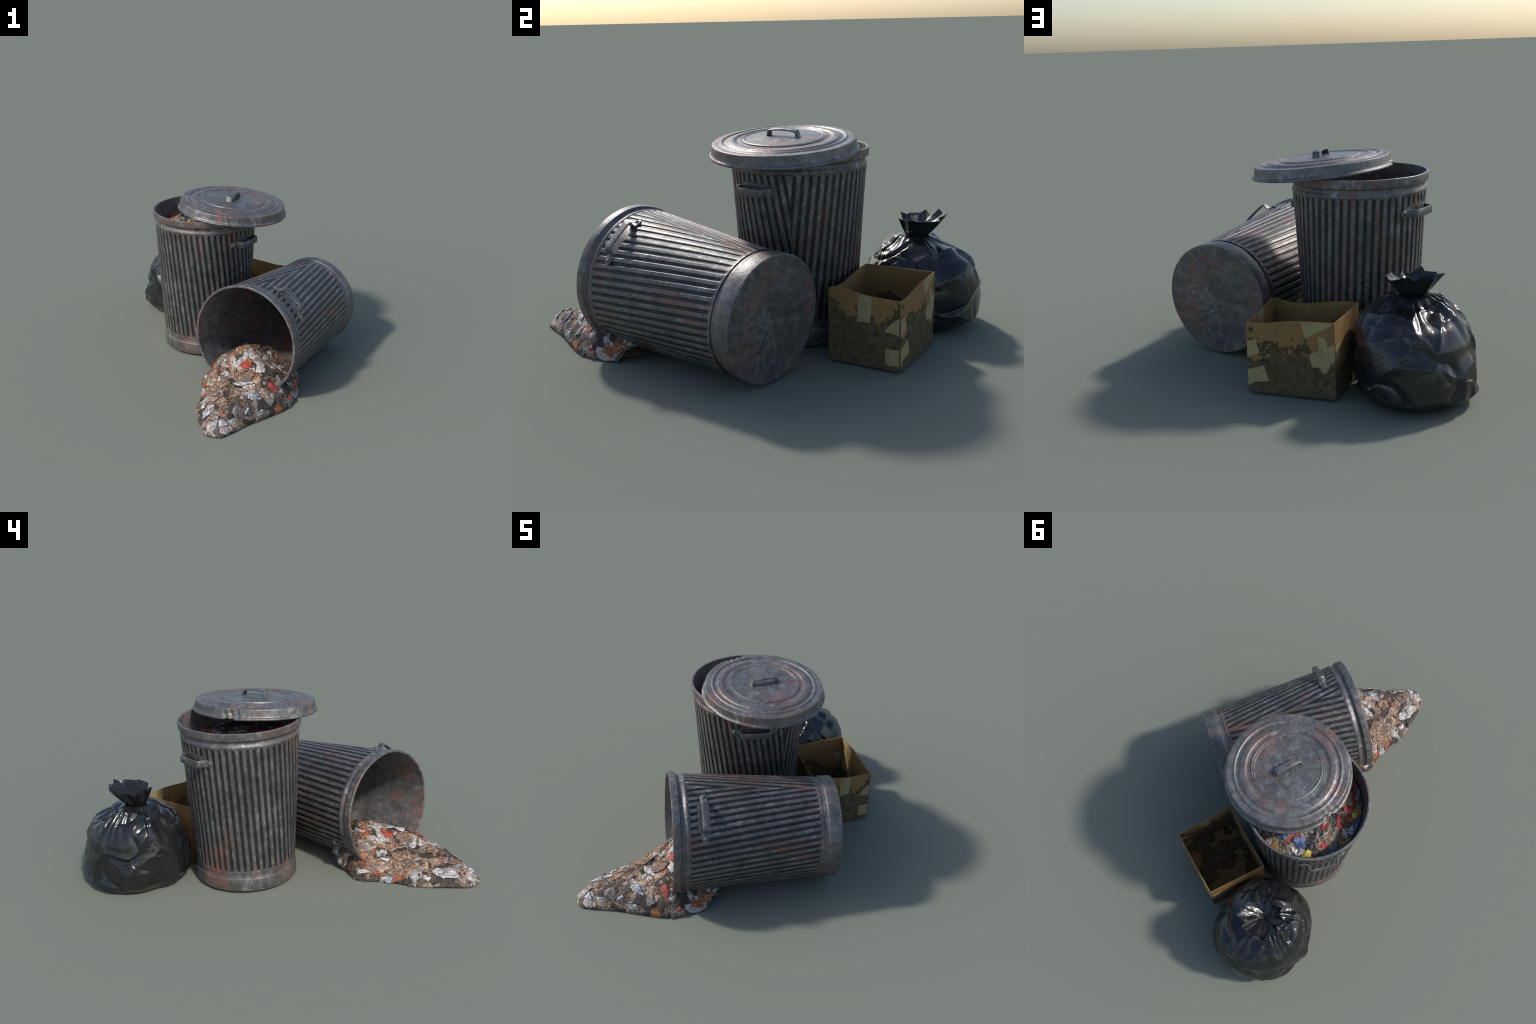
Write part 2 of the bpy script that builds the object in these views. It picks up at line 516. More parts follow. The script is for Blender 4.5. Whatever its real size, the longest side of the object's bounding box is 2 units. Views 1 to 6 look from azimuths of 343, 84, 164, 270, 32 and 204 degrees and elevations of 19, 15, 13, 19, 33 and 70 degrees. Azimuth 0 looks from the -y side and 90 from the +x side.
def tape_mat():
    m = Mat("paper_tape")
    c = m.ramp(m.noise(18.0, 6, 0.65), [(0.3, (0.290, 0.226, 0.100)), (0.7, (0.390, 0.312, 0.148))])
    bp = m.bump(m.math("ADD", m.noise(30.0, 6, 0.7, dist=0.5), m.math("MULTIPLY", m.noise(9.0, 3), 0.6)), 0.5, 0.005)
    return m.set(Base_Color=c, Roughness=0.7, Normal=bp)


M_SCUFFED = cardboard("scuffed_cardboard", -0.02)
M_CARD, M_MUDDY, M_TAPE = cardboard("muddy_cardboard", 0.035), cardboard("mud_caked_cardboard", 0.105), tape_mat()
BOX = {"P": (0.369, 0.4715), "Q": (0.067, 0.694), "T": (-0.129, 0.4425), "S": (0.1735, 0.2185)}
WALL_TOP = {  # wavy upper edges: (share of the wall's length, height)
    "PQ": [(0, .304), (.17, .305), (.28, .311), (.39, .318), (.60, .328), (.8, .3275), (1, .329)],
    "SP": [(0, .3195), (.07, .327), (.14, .330), (.24, .325), (.35, .316), (.43, .312), (.59, .3065), (.8, .305), (1, .304)],
    "ST": [(0, .3195), (.09, .311), (.2, .3035), (.38, .303), (.53, .313), (.66, .320), (.82, .3255), (1, .326)],
    "TQ": [(0, .326), (.3, .3265), (.6, .327), (1, .329)]}
TAPES = [("PQ", [(.621, .3245), (.964, .3265), (.963, .317), (.68, .26), (.657, .285)]),
         ("PQ", [(.815, .269), (.888, .267), (.917, .245), (.916, .225), (.983, .243), (.997, .228), (.997, .175), (.943, .159), (.939, .14),
                 (.882, .115), (.843, .13), (.838, .141), (.745, .14), (.734, .158), (.714, .192), (.824, .212)]),
         ("PQ", [(.002, .226), (.105, .235), (.15, .179), (.002, .160)]),
         ("PQ", [(.002, .104), (.196, .128), (.247, .061), (.085, .052), (.002, .034)]),
         ("SP", [(.43, .309), (.613, .303), (.596, .198), (.406, .195)]),
         ("SP", [(.998, .234), (.867, .203), (.797, .17), (.998, .161)]),
         ("SP", [(.804, .098), (.998, .101), (.998, .031), (.807, .030)]),
         ("TQ", [(.838, .235), (.997, .233), (.997, .169), (.852, .166)]),
         ("ST", [(.30, .20), (.44, .215), (.47, .15), (.33, .12)])]


def build_box():
    c = sum((Vector((*p, 0)) for p in BOX.values()), Vector()) / 4
    e = thing("cardboard_box", Matrix.Translation((c.x, c.y, 0.009)), "open muddy brown cardboard box patched with tape", "box")
    zb, th = 0.009, 0.0038
    for name, top in WALL_TOP.items():
        A, B = Vector(BOX[name[0]]), Vector(BOX[name[1]])
        L = (B - A).length
        t = (B - A) / L
        nn = Vector((t.y, -t.x))
        if nn.dot(A - Vector((c.x, c.y))) < 0:
            nn = -nn
        NX, NZ = 64, 46
        V, F = [], []
        inset = 0.0 if name in ("PQ", "ST") else th + 0.0006
        for side in (0, 1):
            for i in range(NX + 1):
                u = i / NX
                uu = (inset + (L - 2 * inset) * u)
                zt = lerp_table(top, u)
                for k in range(NZ + 1):
                    v = k / NZ
                    p = A + t * uu
                    z = zb + (zt - zb) * v
                    bulge = 0.004 * math.sin(math.pi * u) * math.sin(math.pi * v * 0.9) * (1 if name != "ST" else -0.3)
                    bulge += 0.0012 * noise.noise(Vector((p.x * 14, p.y * 14, z * 14))) * math.sin(math.pi * u)
                    q = p + nn * (bulge - (th if side else 0))
                    V.append((q.x - c.x, q.y - c.y, z - zb))
        N1 = (NX + 1) * (NZ + 1)
        idx = lambda s, i, k: s * N1 + i * (NZ + 1) + k
        for i in range(NX):
            for k in range(NZ):
                F.append((idx(0, i, k), idx(0, i + 1, k), idx(0, i + 1, k + 1), idx(0, i, k + 1)))
                F.append((idx(1, i, k), idx(1, i, k + 1), idx(1, i + 1, k + 1), idx(1, i + 1, k)))
            F.append((idx(0, i, NZ), idx(0, i + 1, NZ), idx(1, i + 1, NZ), idx(1, i, NZ)))
            F.append((idx(0, i, 0), idx(1, i, 0), idx(1, i + 1, 0), idx(0, i + 1, 0)))
        for k in range(NZ):
            F.append((idx(0, 0, k), idx(0, 0, k + 1), idx(1, 0, k + 1), idx(1, 0, k)))
            F.append((idx(0, NX, k), idx(1, NX, k), idx(1, NX, k + 1), idx(0, NX, k + 1)))
        w = new_obj("box_wall", V, F, M_MUDDY if name == "SP" else M_CARD if name == "PQ" else M_SCUFFED, parent=e, angle=40)
        outward(w)
        # tape patches: thin sheets on both faces of the wall
        for wn, poly in TAPES:
            if wn != name:
                continue
            for off, pr in ((0.0, 0.0011), (-th, -0.0011)):
                bm = bmesh.new()
                vs = []
                m = len(poly)
                dense = []
                for i in range(m):
                    (u0, z0), (u1, z1) = poly[i], poly[(i + 1) % m]
                    ln = math.hypot((u1 - u0) * L, z1 - z0)
                    kk = max(1, int(ln / 0.012))
                    for s in range(kk):
                        f = s / kk
                        jit = 0.0009 * noise.noise(Vector((u0 + f * 9.1, z0 * 31 + f * 13, i)))
                        dense.append((u0 + (u1 - u0) * f + jit / L, z0 + (z1 - z0) * f + jit))
                for u, z in dense:
                    vs.append(bm.verts.new((u, z, 0)))
                bm.faces.new(vs)
                bmesh.ops.triangulate(bm, faces=bm.faces)
                for _ in range(2):
                    bmesh.ops.subdivide_edges(bm, edges=bm.edges, cuts=1, use_grid_fill=True)
                ext = bmesh.ops.extrude_face_region(bm, geom=bm.faces[:])
                upper = {v for v in ext["geom"] if isinstance(v, bmesh.types.BMVert)}
                for v in bm.verts:
                    u, z = v.co.x, v.co.y
                    uu = min(max(u, 0.0), 1.0)
                    zt = lerp_table(top, uu)
                    z = min(z, zt - 0.0004)
                    vv = (z - zb) / (zt - zb)
                    p = A + t * (inset + (L - 2 * inset) * uu)
                    bulge = 0.004 * math.sin(math.pi * uu) * math.sin(math.pi * vv * 0.9) * (1 if name != "ST" else -0.3)
                    bulge += 0.0012 * noise.noise(Vector((p.x * 14, p.y * 14, z * 14))) * math.sin(math.pi * uu)
                    if off < 0:   # keep inside patches clear of the corners
                        p = A + t * min(max(uu * L, th + 0.002), L - th - 0.002)
                    d = bulge + off + (pr if v in upper else -pr * 0.4)
                    q = p + nn * d
                    v.co = (q.x - c.x, q.y - c.y, z - zb)
                bmesh.ops.recalc_face_normals(bm, faces=bm.faces)
                me = bpy.data.meshes.new("tape_patch")
                bm.to_mesh(me)
                bm.free()
                me.materials.append(M_TAPE)
                ob = bpy.data.objects.new("tape_patch", me)
                bpy.context.scene.collection.objects.link(ob)
                ob.parent = w
    # floor
    ctr = [Vector(BOX[k]) for k in "PQTS"]
    cc = Vector((c.x, c.y))
    V = []
    for z in (0.0, 0.004):
        for p in ctr:
            q = cc + (p - cc) * 0.978
            V.append((q.x - c.x, q.y - c.y, z + 0.0006))
    F = [(3, 2, 1, 0), (4, 5, 6, 7)] + [(i, (i + 1) % 4, 4 + (i + 1) % 4, 4 + i) for i in range(4)]
    new_obj("box_floor", V, F, cardboard("bare_cardboard", -0.13), parent=e, smooth=False)


build_box()


# ------------------------------------------------------------------ garbage bag
def plastic():
    m = Mat("black_plastic_film")
    a = m.noise(7.0, 5, 0.6, dist=0.8)
    col = m.ramp(m.noise(6.0, 4, 0.6), [(0.35, (0.0075, 0.0085, 0.0105)), (0.65, (0.017, 0.018, 0.018)), (0.80, (0.030, 0.028, 0.022))])
    dust = m.ramp(m.noise(28.0, 7, 0.72), [(0.55, 0.0), (0.75, 0.5)])
    col = m.mix(dust, col, (0.034, 0.034, 0.032))
    bp = m.bump(a, 0.22, 0.02)
    bp = m.bump(m.noise(30.0, 4, 0.6, dist=0.6), 0.12, 0.006, normal=bp)
    rough = m.ramp(m.noise(14.0, 5, 0.6), [(0.35, 0.15), (0.7, 0.30)])
    return m.set(Base_Color=col, Roughness=rough, Normal=bp, Specular_IOR_Level=0.6)


M_BAG = plastic()
BAG_C = (-0.262, 0.722)
# radius of the bag at a few heights, every 30 degrees of azimuth from +x
BAG_RADII = [
    (0.004, [.206, .210, .218, .214, .203, .211, .200, .182, .205, .222, .224, .219]),
    (0.050, [.238, .253, .271, .267, .254, .254, .243, .237, .248, .259, .251, .240]),
    (0.120, [.248, .266, .279, .280, .260, .244, .252, .258, .265, .269, .260, .246]),
    (0.190, [.254, .270, .282, .262, .248, .233, .234, .250, .260, .263, .259, .252]),
    (0.260, [.252, .263, .272, .246, .231, .227, .227, .234, .245, .250, .251, .250]),
    (0.320, [.226, .236, .234, .206, .199, .206, .213, .214, .215, .218, .222, .219]),
    (0.370, [.165, .166, .155, .137, .147, .166, .178, .171, .165, .166, .170, .162]),
    (0.405, [.100, .096, .090, .088, .100, .112, .122, .114, .108, .108, .102, .098]),
    (0.418, [.070, .068, .064, .064, .072, .080, .086, .080, .076, .074, .070, .068]),
    (0.416, [.055, .053, .052, .052, .056, .060, .062, .060, .058, .056, .055, .054]),
    (0.404, [.043, .042, .042, .042, .043, .044, .044, .044, .044, .043, .043, .042])]


def bag_fold(p, az, h):
    """Inward creases, flat facets and soft lumps of the film."""
    lump = 0.012 * noise.noise(p * 5.5 + Vector((3, 1, 7)))
    w = Vector((noise.noise(p * 6 + Vector((8, 0, 0))), noise.noise(p * 6 + Vector((0, 8, 0))), noise.noise(p * 6 + Vector((0, 0, 8))))) * 0.05
    q = p + w
    d, _ = noise.voronoi(q * 5.6 + Vector((2, 2, 2)))
    ridge = 0.012 * (1 - min(1.0, (d[1] - d[0]) * 2.6)) ** 2
    patch = sstep(-0.15, 0.35, noise.noise(p * 4 + Vector((4, 9, 1))))
    r1 = 1 - min(1.0, abs(noise.noise(q * 4.6 + Vector((11, 4, 2)))) * 5.0)
    r2 = 1 - min(1.0, abs(noise.noise(q * 12.0 + Vector((1, 14, 5)))) * 4.5)
    crease = -0.012 * r1 * r1 - 0.0042 * r2 * r2 * patch
    near = sstep(0.16, 0.40, h)
    t = 7 * az + 2.6 * math.sin(2 * az + 1) + 1.5 * math.sin(5 * az) + 5 * h
    pleat = 0.012 * near * (abs(math.sin(t)) - 0.6) * (0.5 + 0.9 * noise.noise(Vector((math.cos(az) * 2, math.sin(az) * 2, h * 4))))
    return lump + crease + ridge + pleat - 0.004


def build_bag():
    e = thing("garbage_bag", Matrix.Translation((*BAG_C, 0.004)), "shiny black plastic garbage bag tied at top", "garbage bag")
    SEG = 300
    rows = [(0.001, [0.001] * 12), (0.001, [.16] * 12)] + BAG_RADII
    fine = []
    for (z0, r0), (z1, r1) in zip(rows, rows[1:]):
        k = max(1, int(math.hypot(sum(r1) / 12 - sum(r0) / 12, z1 - z0) / 0.0042))
        for i in range(k):
            t = i / k
            fine.append([z0 + (z1 - z0) * t] + [a + (b - a) * t for a, b in zip(r0, r1)])
    fine.append([rows[-1][0]] + rows[-1][1])
    A = np.array(fine)
    for _ in range(10):
        A[1:-1] = (A[:-2] + 2 * A[1:-1] + A[2:]) / 4
    neck = Vector((0.006, -0.020))
    V = []
    for row in A:
        z, rr12 = float(row[0]), row[1:]
        lean = sstep(0.34, 0.42, z) if row[1:].mean() < 0.2 and z > 0.3 else 0.0
        for j in range(SEG):
            az = 2 * math.pi * j / SEG
            f = az / (2 * math.pi) * 12
            i = int(f) % 12
            f -= int(f)
            f = f * f * (3 - 2 * f)
            rr = float(rr12[i] * (1 - f) + rr12[(i + 1) % 12] * f)
            p = Vector((rr * math.cos(az), rr * math.sin(az), z))
            d = bag_fold(p, az, z) * sstep(0.045, 0.12, rr)
            nz = 0.0
            up = sstep(0.25, 0.42, z)
            nz = d * up * 1.1
            d *= 1 - 0.6 * up
            if z < 0.03:
                d *= 0.6
            rr += d
            V.append((rr * math.cos(az) + neck.x * lean, rr * math.sin(az) + neck.y * lean, max(0.0, z + nz)))
    F = []
    for k in range(len(A) - 1):
        for j in range(SEG):
            j2 = (j + 1) % SEG
            F.append((k * SEG + j, k * SEG + j2, (k + 1) * SEG + j2, (k + 1) * SEG + j))
    new_obj("bag_body", V, F, M_BAG, parent=e)

    # torn, ruffled collar above the tie: stiff flaps between irregular folds
    C0, C1 = Vector((0.006, -0.020, 0.400)), Vector((0.014, 0.010, 0.494))
    rg = random.Random(21)
    NF = 20
    ang = [(i + rg.uniform(-.28, .28)) * 2 * math.pi / NF for i in range(NF)]
    rim = [0.106 + (0.010 if i % 2 else -0.008) + rg.uniform(-.013, .013) for i in range(NF)]
    tip = [(0.008 if i % 2 else -0.008) + 0.008 * math.sin(i * 2 * math.pi / 20) + rg.uniform(-.014, .014) for i in range(NF)]
    ROWS, SUB = 16, 6
    V, F = [], []
    SEG = NF * SUB
    for side in (0, 1):
        for k in range(ROWS + 1):
            t = k / ROWS
            for j in range(SEG):
                i, f = j // SUB, (j % SUB) / SUB
                i2 = (i + 1) % NF
                a0, a1 = ang[i], ang[i2] + (2 * math.pi if i2 == 0 else 0)
                az = a0 + (a1 - a0) * f
                R = rim[i] * (1 - f) + rim[i2] * f
                H = tip[i] * (1 - f) + tip[i2] * f
                amp = (0.25 + 0.75 * t)
                rad = 0.036 + (0.070 + (R - 0.106) * 1.0) * t ** 0.8 * 1.0
                rad += 0.006 * (1 - t) * math.cos(NF * 0.5 * az) * t
                rad -= 0.006 * math.sin(math.pi * f) * amp * (1 if i % 2 else 0.2)
                if side:
                    rad -= 0.0016 + (0.050 + 0.012 * math.cos(4 * az)) * (1 - t) ** 2.2
                    rad = max(rad, 0.004)
                cc = C0.lerp(C1, t)
                V.append((cc.x + rad * math.cos(az), cc.y + rad * math.sin(az), cc.z + H * t ** 1.5 + 0.034 * (1 - t) * side + 0.003 * noise.noise(Vector((math.cos(az) * 5, math.sin(az) * 5, t * 4)))))
    N1 = (ROWS + 1) * SEG
    for k in range(ROWS):
        for j in range(SEG):
            j2 = (j + 1) % SEG
            a, b, c_, d = k * SEG + j, k * SEG + j2, (k + 1) * SEG + j2, (k + 1) * SEG + j
            F.append((a, b, c_, d))
            F.append((N1 + a, N1 + d, N1 + c_, N1 + b))
    for j in range(SEG):
        j2 = (j + 1) % SEG
        F.append((ROWS * SEG + j, ROWS * SEG + j2, N1 + ROWS * SEG + j2, N1 + ROWS * SEG + j))
    F.append(tuple(N1 + j for j in range(SEG)))
    new_obj("bag_collar", V, F, M_BAG, parent=e, angle=30)


build_bag()


# ------------------------------------------------------------------ garbage: heap surface and scraps
def heap_mat(name, palette, dark):
    """Matted litter: stretched, warped cells in mixed tones with black crevices."""
    m = Mat(name)
    w = m.noise(9.0, 3, 0.5, color=True)
    n = m.node("ShaderNodeVectorMath", operation="MULTIPLY_ADD")
    m.put(n.inputs[0], w)
    n.inputs[1].default_value = (0.16, 0.16, 0.16)
    m.put(n.inputs[2], m.obj)
    vec = n.outputs[0]
    v1 = m.mapping((1, 0.55, 1), rot=(0.3, 0.2, 0.9), vec=vec)
    cell = m.voronoi(22.0, v1, out="Color")
    cr = m.sep(cell)[0]
    base = m.ramp(cr, [(i / len(palette), c) for i, c in enumerate(palette)], "CONSTANT")
    streak = m.noise(55.0, 8, 0.75, vec=m.mapping((1, 0.25, 1), rot=(0, 0.4, 0.5), vec=vec), dist=0.5)
    base = m.mix(m.ramp(streak, [(0.38, 0.85), (0.58, 0.0)]), base, dark)
    fine = m.noise(210.0, 8, 0.75, vec=m.mapping((1, 0.4, 1), rot=(0.2, 0.5, 1.2)), dist=0.4)
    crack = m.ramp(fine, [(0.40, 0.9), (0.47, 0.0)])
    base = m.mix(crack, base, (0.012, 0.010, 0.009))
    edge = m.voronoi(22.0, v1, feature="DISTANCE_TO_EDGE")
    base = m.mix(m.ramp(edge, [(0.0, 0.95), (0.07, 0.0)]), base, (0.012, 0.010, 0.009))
    h = m.math("ADD", m.math("MULTIPLY", streak, 0.7), m.math("MULTIPLY", m.ramp(edge, [(0.0, 0.0), (0.2, 1.0)]), 0.6))
    return m.set(Base_Color=base, Roughness=0.75, Normal=m.bump(h, 0.6, 0.008))


def scrap_mat(name, c0, c1, speck=0.5, rough=0.7, ink=(0.02, 0.018, 0.016)):
    m = Mat(name)
    oi = m.node("ShaderNodeObjectInfo")
    rnd = oi.outputs["Random"]
    col = m.mix(m.noise(26.0, 5, 0.65), c0, c1)
    hsv = m.node("ShaderNodeHueSaturation")
    m.put(hsv.inputs["Value"], m.math("MULTIPLY_ADD", rnd, 0.6, 0.80))
    m.put(hsv.inputs["Color"], col)
    col = hsv.outputs[0]
    off = m.node("ShaderNodeCombineXYZ")
    m.put(off.inputs[0], m.math("MULTIPLY", rnd, 17.0))
    m.put(off.inputs[1], m.math("MULTIPLY", rnd, 31.0))
    va = m.node("ShaderNodeVectorMath", operation="ADD")
    m.put(va.inputs[0], m.obj)
    m.put(va.inputs[1], off.outputs[0])
    s = m.noise(170.0, 8, 0.75, vec=m.mapping((1, 0.4, 1), rot=(0.5, 0.3, 0.7), vec=va.outputs[0]), dist=0.4)
    lim = 0.30 + 0.18 * speck
    col = m.mix(m.ramp(s, [(lim, 0.92), (lim + 0.05, 0.0)]), col, ink)
    s2 = m.noise(44.0, 8, 0.75, vec=m.mapping((1, 0.35, 1), rot=(0.2, 0.6, 2.1), vec=va.outputs[0]), dist=0.4)
    col = m.mix(m.ramp(s2, [(0.38, 0.9), (0.54, 0.0)]), col, tuple(0.45 * a + 0.3 * b for a, b in zip(c0, ink)))
    return m.set(Base_Color=col, Roughness=rough, Normal=m.bump(m.math("ADD", s2, m.math("MULTIPLY", s, 0.4)), 0.6, 0.008))


WHITE = scrap_mat("white_waste_paper", (0.44, 0.41, 0.395), (0.80, 0.76, 0.75), 0.80)
TAN = scrap_mat("tan_cardboard_litter", (0.32, 0.185, 0.112), (0.64, 0.42, 0.28), 1.0)
BROWN = scrap_mat("brown_litter", (0.12, 0.076, 0.048), (0.32, 0.21, 0.14), 0.95)
GREYISH = scrap_mat("grey_litter", (0.24, 0.20, 0.175), (0.50, 0.43, 0.38), 0.95)
ORANGE = scrap_mat("orange_litter", (0.38, 0.10, 0.035), (0.62, 0.22, 0.075), 0.95)
RED = scrap_mat("red_plastic_litter", (0.36, 0.035, 0.025), (0.48, 0.09, 0.06), 0.4, 0.5)
BLUE = scrap_mat("pale_blue_litter", (0.26, 0.31, 0.36), (0.46, 0.52, 0.57), 0.6, 0.5)
DARKL = scrap_mat("dark_litter", (0.020, 0.017, 0.015), (0.060, 0.048, 0.040), 0.4)
YELLOW = scrap_mat("yellow_wrapper", (0.60, 0.46, 0.03), (0.75, 0.62, 0.10), 0.7, 0.5)
CRIMSON = scrap_mat("crimson_wrapper", (0.50, 0.02, 0.03), (0.65, 0.07, 0.07), 0.7, 0.5)
COBALT = scrap_mat("blue_wrapper", (0.06, 0.10, 0.30), (0.20, 0.28, 0.50), 0.7, 0.5)
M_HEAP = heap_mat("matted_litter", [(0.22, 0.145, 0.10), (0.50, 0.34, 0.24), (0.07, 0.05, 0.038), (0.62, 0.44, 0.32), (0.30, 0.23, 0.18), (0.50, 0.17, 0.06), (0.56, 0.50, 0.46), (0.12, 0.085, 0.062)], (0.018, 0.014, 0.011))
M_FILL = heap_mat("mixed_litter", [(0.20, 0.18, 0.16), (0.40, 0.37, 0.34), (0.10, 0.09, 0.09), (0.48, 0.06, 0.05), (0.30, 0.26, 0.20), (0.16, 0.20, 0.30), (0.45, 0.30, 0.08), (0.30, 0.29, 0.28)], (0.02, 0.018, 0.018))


class Heap:
    """A smooth height field through a few control heights (thin plate spline)."""
    def __init__(self, ctrl):
        P = np.array(ctrl, float)
        self.xy = P[:, :2]
        n = len(P)
        K = self.phi(np.linalg.norm(self.xy[:, None] - self.xy[None], axis=-1)) + 1e-4 * np.eye(n)
        A = np.zeros((n + 3, n + 3))
        A[:n, :n] = K
        A[:n, n] = 1
        A[:n, n + 1:] = self.xy
        A[n:, :n] = A[:n, n:].T
        self.w = np.linalg.solve(A, np.concatenate([P[:, 2], np.zeros(3)]))

    @staticmethod
    def phi(r):
        return np.where(r < 1e-9, 0.0, r * r * np.log(np.maximum(r, 1e-9)))

    def smooth(self, q):
        q = np.atleast_2d(q)
        K = self.phi(np.linalg.norm(q[:, None] - self.xy[None], axis=-1))
        return K @ self.w[:-3] + self.w[-3] + q @ self.w[-2:]


def closed_curve(pts, n):
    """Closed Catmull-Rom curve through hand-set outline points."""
    P = [Vector(p) for p in pts]
    m = len(P)
    out = []
    for i in range(m):
        p0, p1, p2, p3 = P[i - 1], P[i], P[(i + 1) % m], P[(i + 2) % m]
        for s in range(n):
            t = s / n
            out.append(0.5 * ((2 * p1) + (p2 - p0) * t + (2 * p0 - 5 * p1 + 4 * p2 - p3) * t * t + (3 * p1 - p0 - 3 * p2 + p3) * t ** 3))
    return out


def rough_detail(x, y):
    p = Vector((x, y, 0.3))
    v = 0.009 * noise.noise(p * 16) + 0.005 * noise.noise(p * 37)
    v += 0.004 * (1 - min(1.0, abs(noise.noise(p * 22 + Vector((5, 5, 5)))) * 3))
    return v


def heap_mesh(name, outline, centre, hfun, mat, parent, rings=70, bottom=0.0):
    V, F = [], []
    n = len(outline)
    for k in range(rings):
        t = 1 - k / rings
        for p in outline:
            q = centre + (p - centre) * t
            V.append((q.x, q.y, hfun(q.x, q.y, t)))
    V.append((centre.x, centre.y, hfun(centre.x, centre.y, 0)))
    for k in range(rings - 1):
        for j in range(n):
            j2 = (j + 1) % n
            F.append((k * n + j, k * n + j2, (k + 1) * n + j2, (k + 1) * n + j))
    top = len(V) - 1
    for j in range(n):
        F.append(((rings - 1) * n + j, (rings - 1) * n + (j + 1) % n, top))
    b0 = len(V)
    for i, p in enumerate(outline):
        q = centre + (p - centre) * 0.985
        V.append((q.x, q.y, bottom if not callable(bottom) else bottom(i)))
    for j in range(n):
        F.append((b0 + j, b0 + (j + 1) % n, (j + 1) % n, j))
    F.append(tuple(reversed(range(b0, b0 + n))))
    return new_obj(name, V, F, mat, parent=parent, angle=60)


def scrap_mesh(name, mat, parent, hfun, x, y, length, width, rot, lift, rng, crumple=1.0):
    """One torn piece lying on the heap: an irregular sheet that follows the heap, a little crumpled."""
    eps = 0.012
    hx = (hfun(x + eps, y) - hfun(x - eps, y)) / (2 * eps)
    hy = (hfun(x, y + eps) - hfun(x, y - eps)) / (2 * eps)
    nrm = Vector((-hx, -hy, 1)).normalized()
    t1 = Vector((math.cos(rot), math.sin(rot), 0))
    t1 = (t1 - nrm * t1.dot(nrm)).normalized()
    t2 = nrm.cross(t1)
    # torn outline: a skewed triangle, quadrilateral or pentagon
    sides = rng.choice((3, 4, 4, 4, 5, 5))
    a0 = rng.uniform(0, 1)
    corner = []
    for i in range(sides):
        a = 2 * math.pi * (i + a0 + rng.uniform(-.22, .22)) / sides
        r = rng.uniform(0.85, 1.25)
        corner.append((length * 0.5 * r * math.cos(a), width * 0.5 * r * math.sin(a)))
    SUBD, RN = 4, 5
    SN = sides * SUBD
    seed = Vector((rng.uniform(0, 50), rng.uniform(0, 50), rng.uniform(0, 50)))
    tilt_a, tilt_b = rng.uniform(-.12, .12), rng.uniform(-.12, .12)
    fold_a, fold_k = rng.uniform(0, math.pi), rng.uniform(-.35, .25)
    top, bot = [], []
    th = 0.0020
    for k in range(RN + 1):
        t = k / RN
        for j in range(SN if k else 1):
            i, f = j // SUBD, (j % SUBD) / SUBD
            (u0, v0), (u1, v1) = corner[i], corner[(i + 1) % sides]
            rag = 1 + 0.10 * noise.noise(seed + Vector((j * 0.9, 3, 0))) * t
            u, v = (u0 + (u1 - u0) * f) * t * rag, (v0 + (v1 - v0) * f) * t * rag
            p = Vector((x, y, 0)) + t1 * u + t2 * v
            z = hfun(p.x, p.y)
            c = crumple * (0.0040 * noise.noise(seed + Vector((u, v, 0)) * 45) + 0.002 * noise.noise(seed + Vector((u, v, 0)) * 110))
            bend = fold_k * abs(u * math.cos(fold_a) + v * math.sin(fold_a))
            d = lift + c + tilt_a * u + tilt_b * v + bend - 0.003 * t * t
            d = min(max(d, -0.006), lift + 0.010)
            q = Vector((p.x, p.y, z)) + nrm * d
            top.append(q)
            bot.append(q - nrm * th)
    n = len(top)
    V = top + bot
    F = []
    for j in range(SN):
        j2 = (j + 1) % SN
        F.append((0, 1 + j, 1 + j2))
        F.append((n, n + 1 + j2, n + 1 + j))
        for k in range(1, RN):
            a, b = 1 + (k - 1) * SN, 1 + k * SN
            F.append((a + j, b + j, b + j2, a + j2))
            F.append((n + a + j, n + a + j2, n + b + j2, n + b + j))
        b = 1 + (RN - 1) * SN
        F.append((b + j, n + b + j, n + b + j2, b + j2))
    V = [(v.x, v.y, max(0.001, v.z)) for v in V]
    return new_obj(name, V, F, mat, parent=parent, angle=30)


def inside_poly(poly, x, y):
    c = False
    for a, b in zip(poly, poly[1:] + poly[:1]):
        if (a.y > y) != (b.y > y) and x < (b.x - a.x) * (y - a.y) / (b.y - a.y) + a.x:
            c = not c
    return c


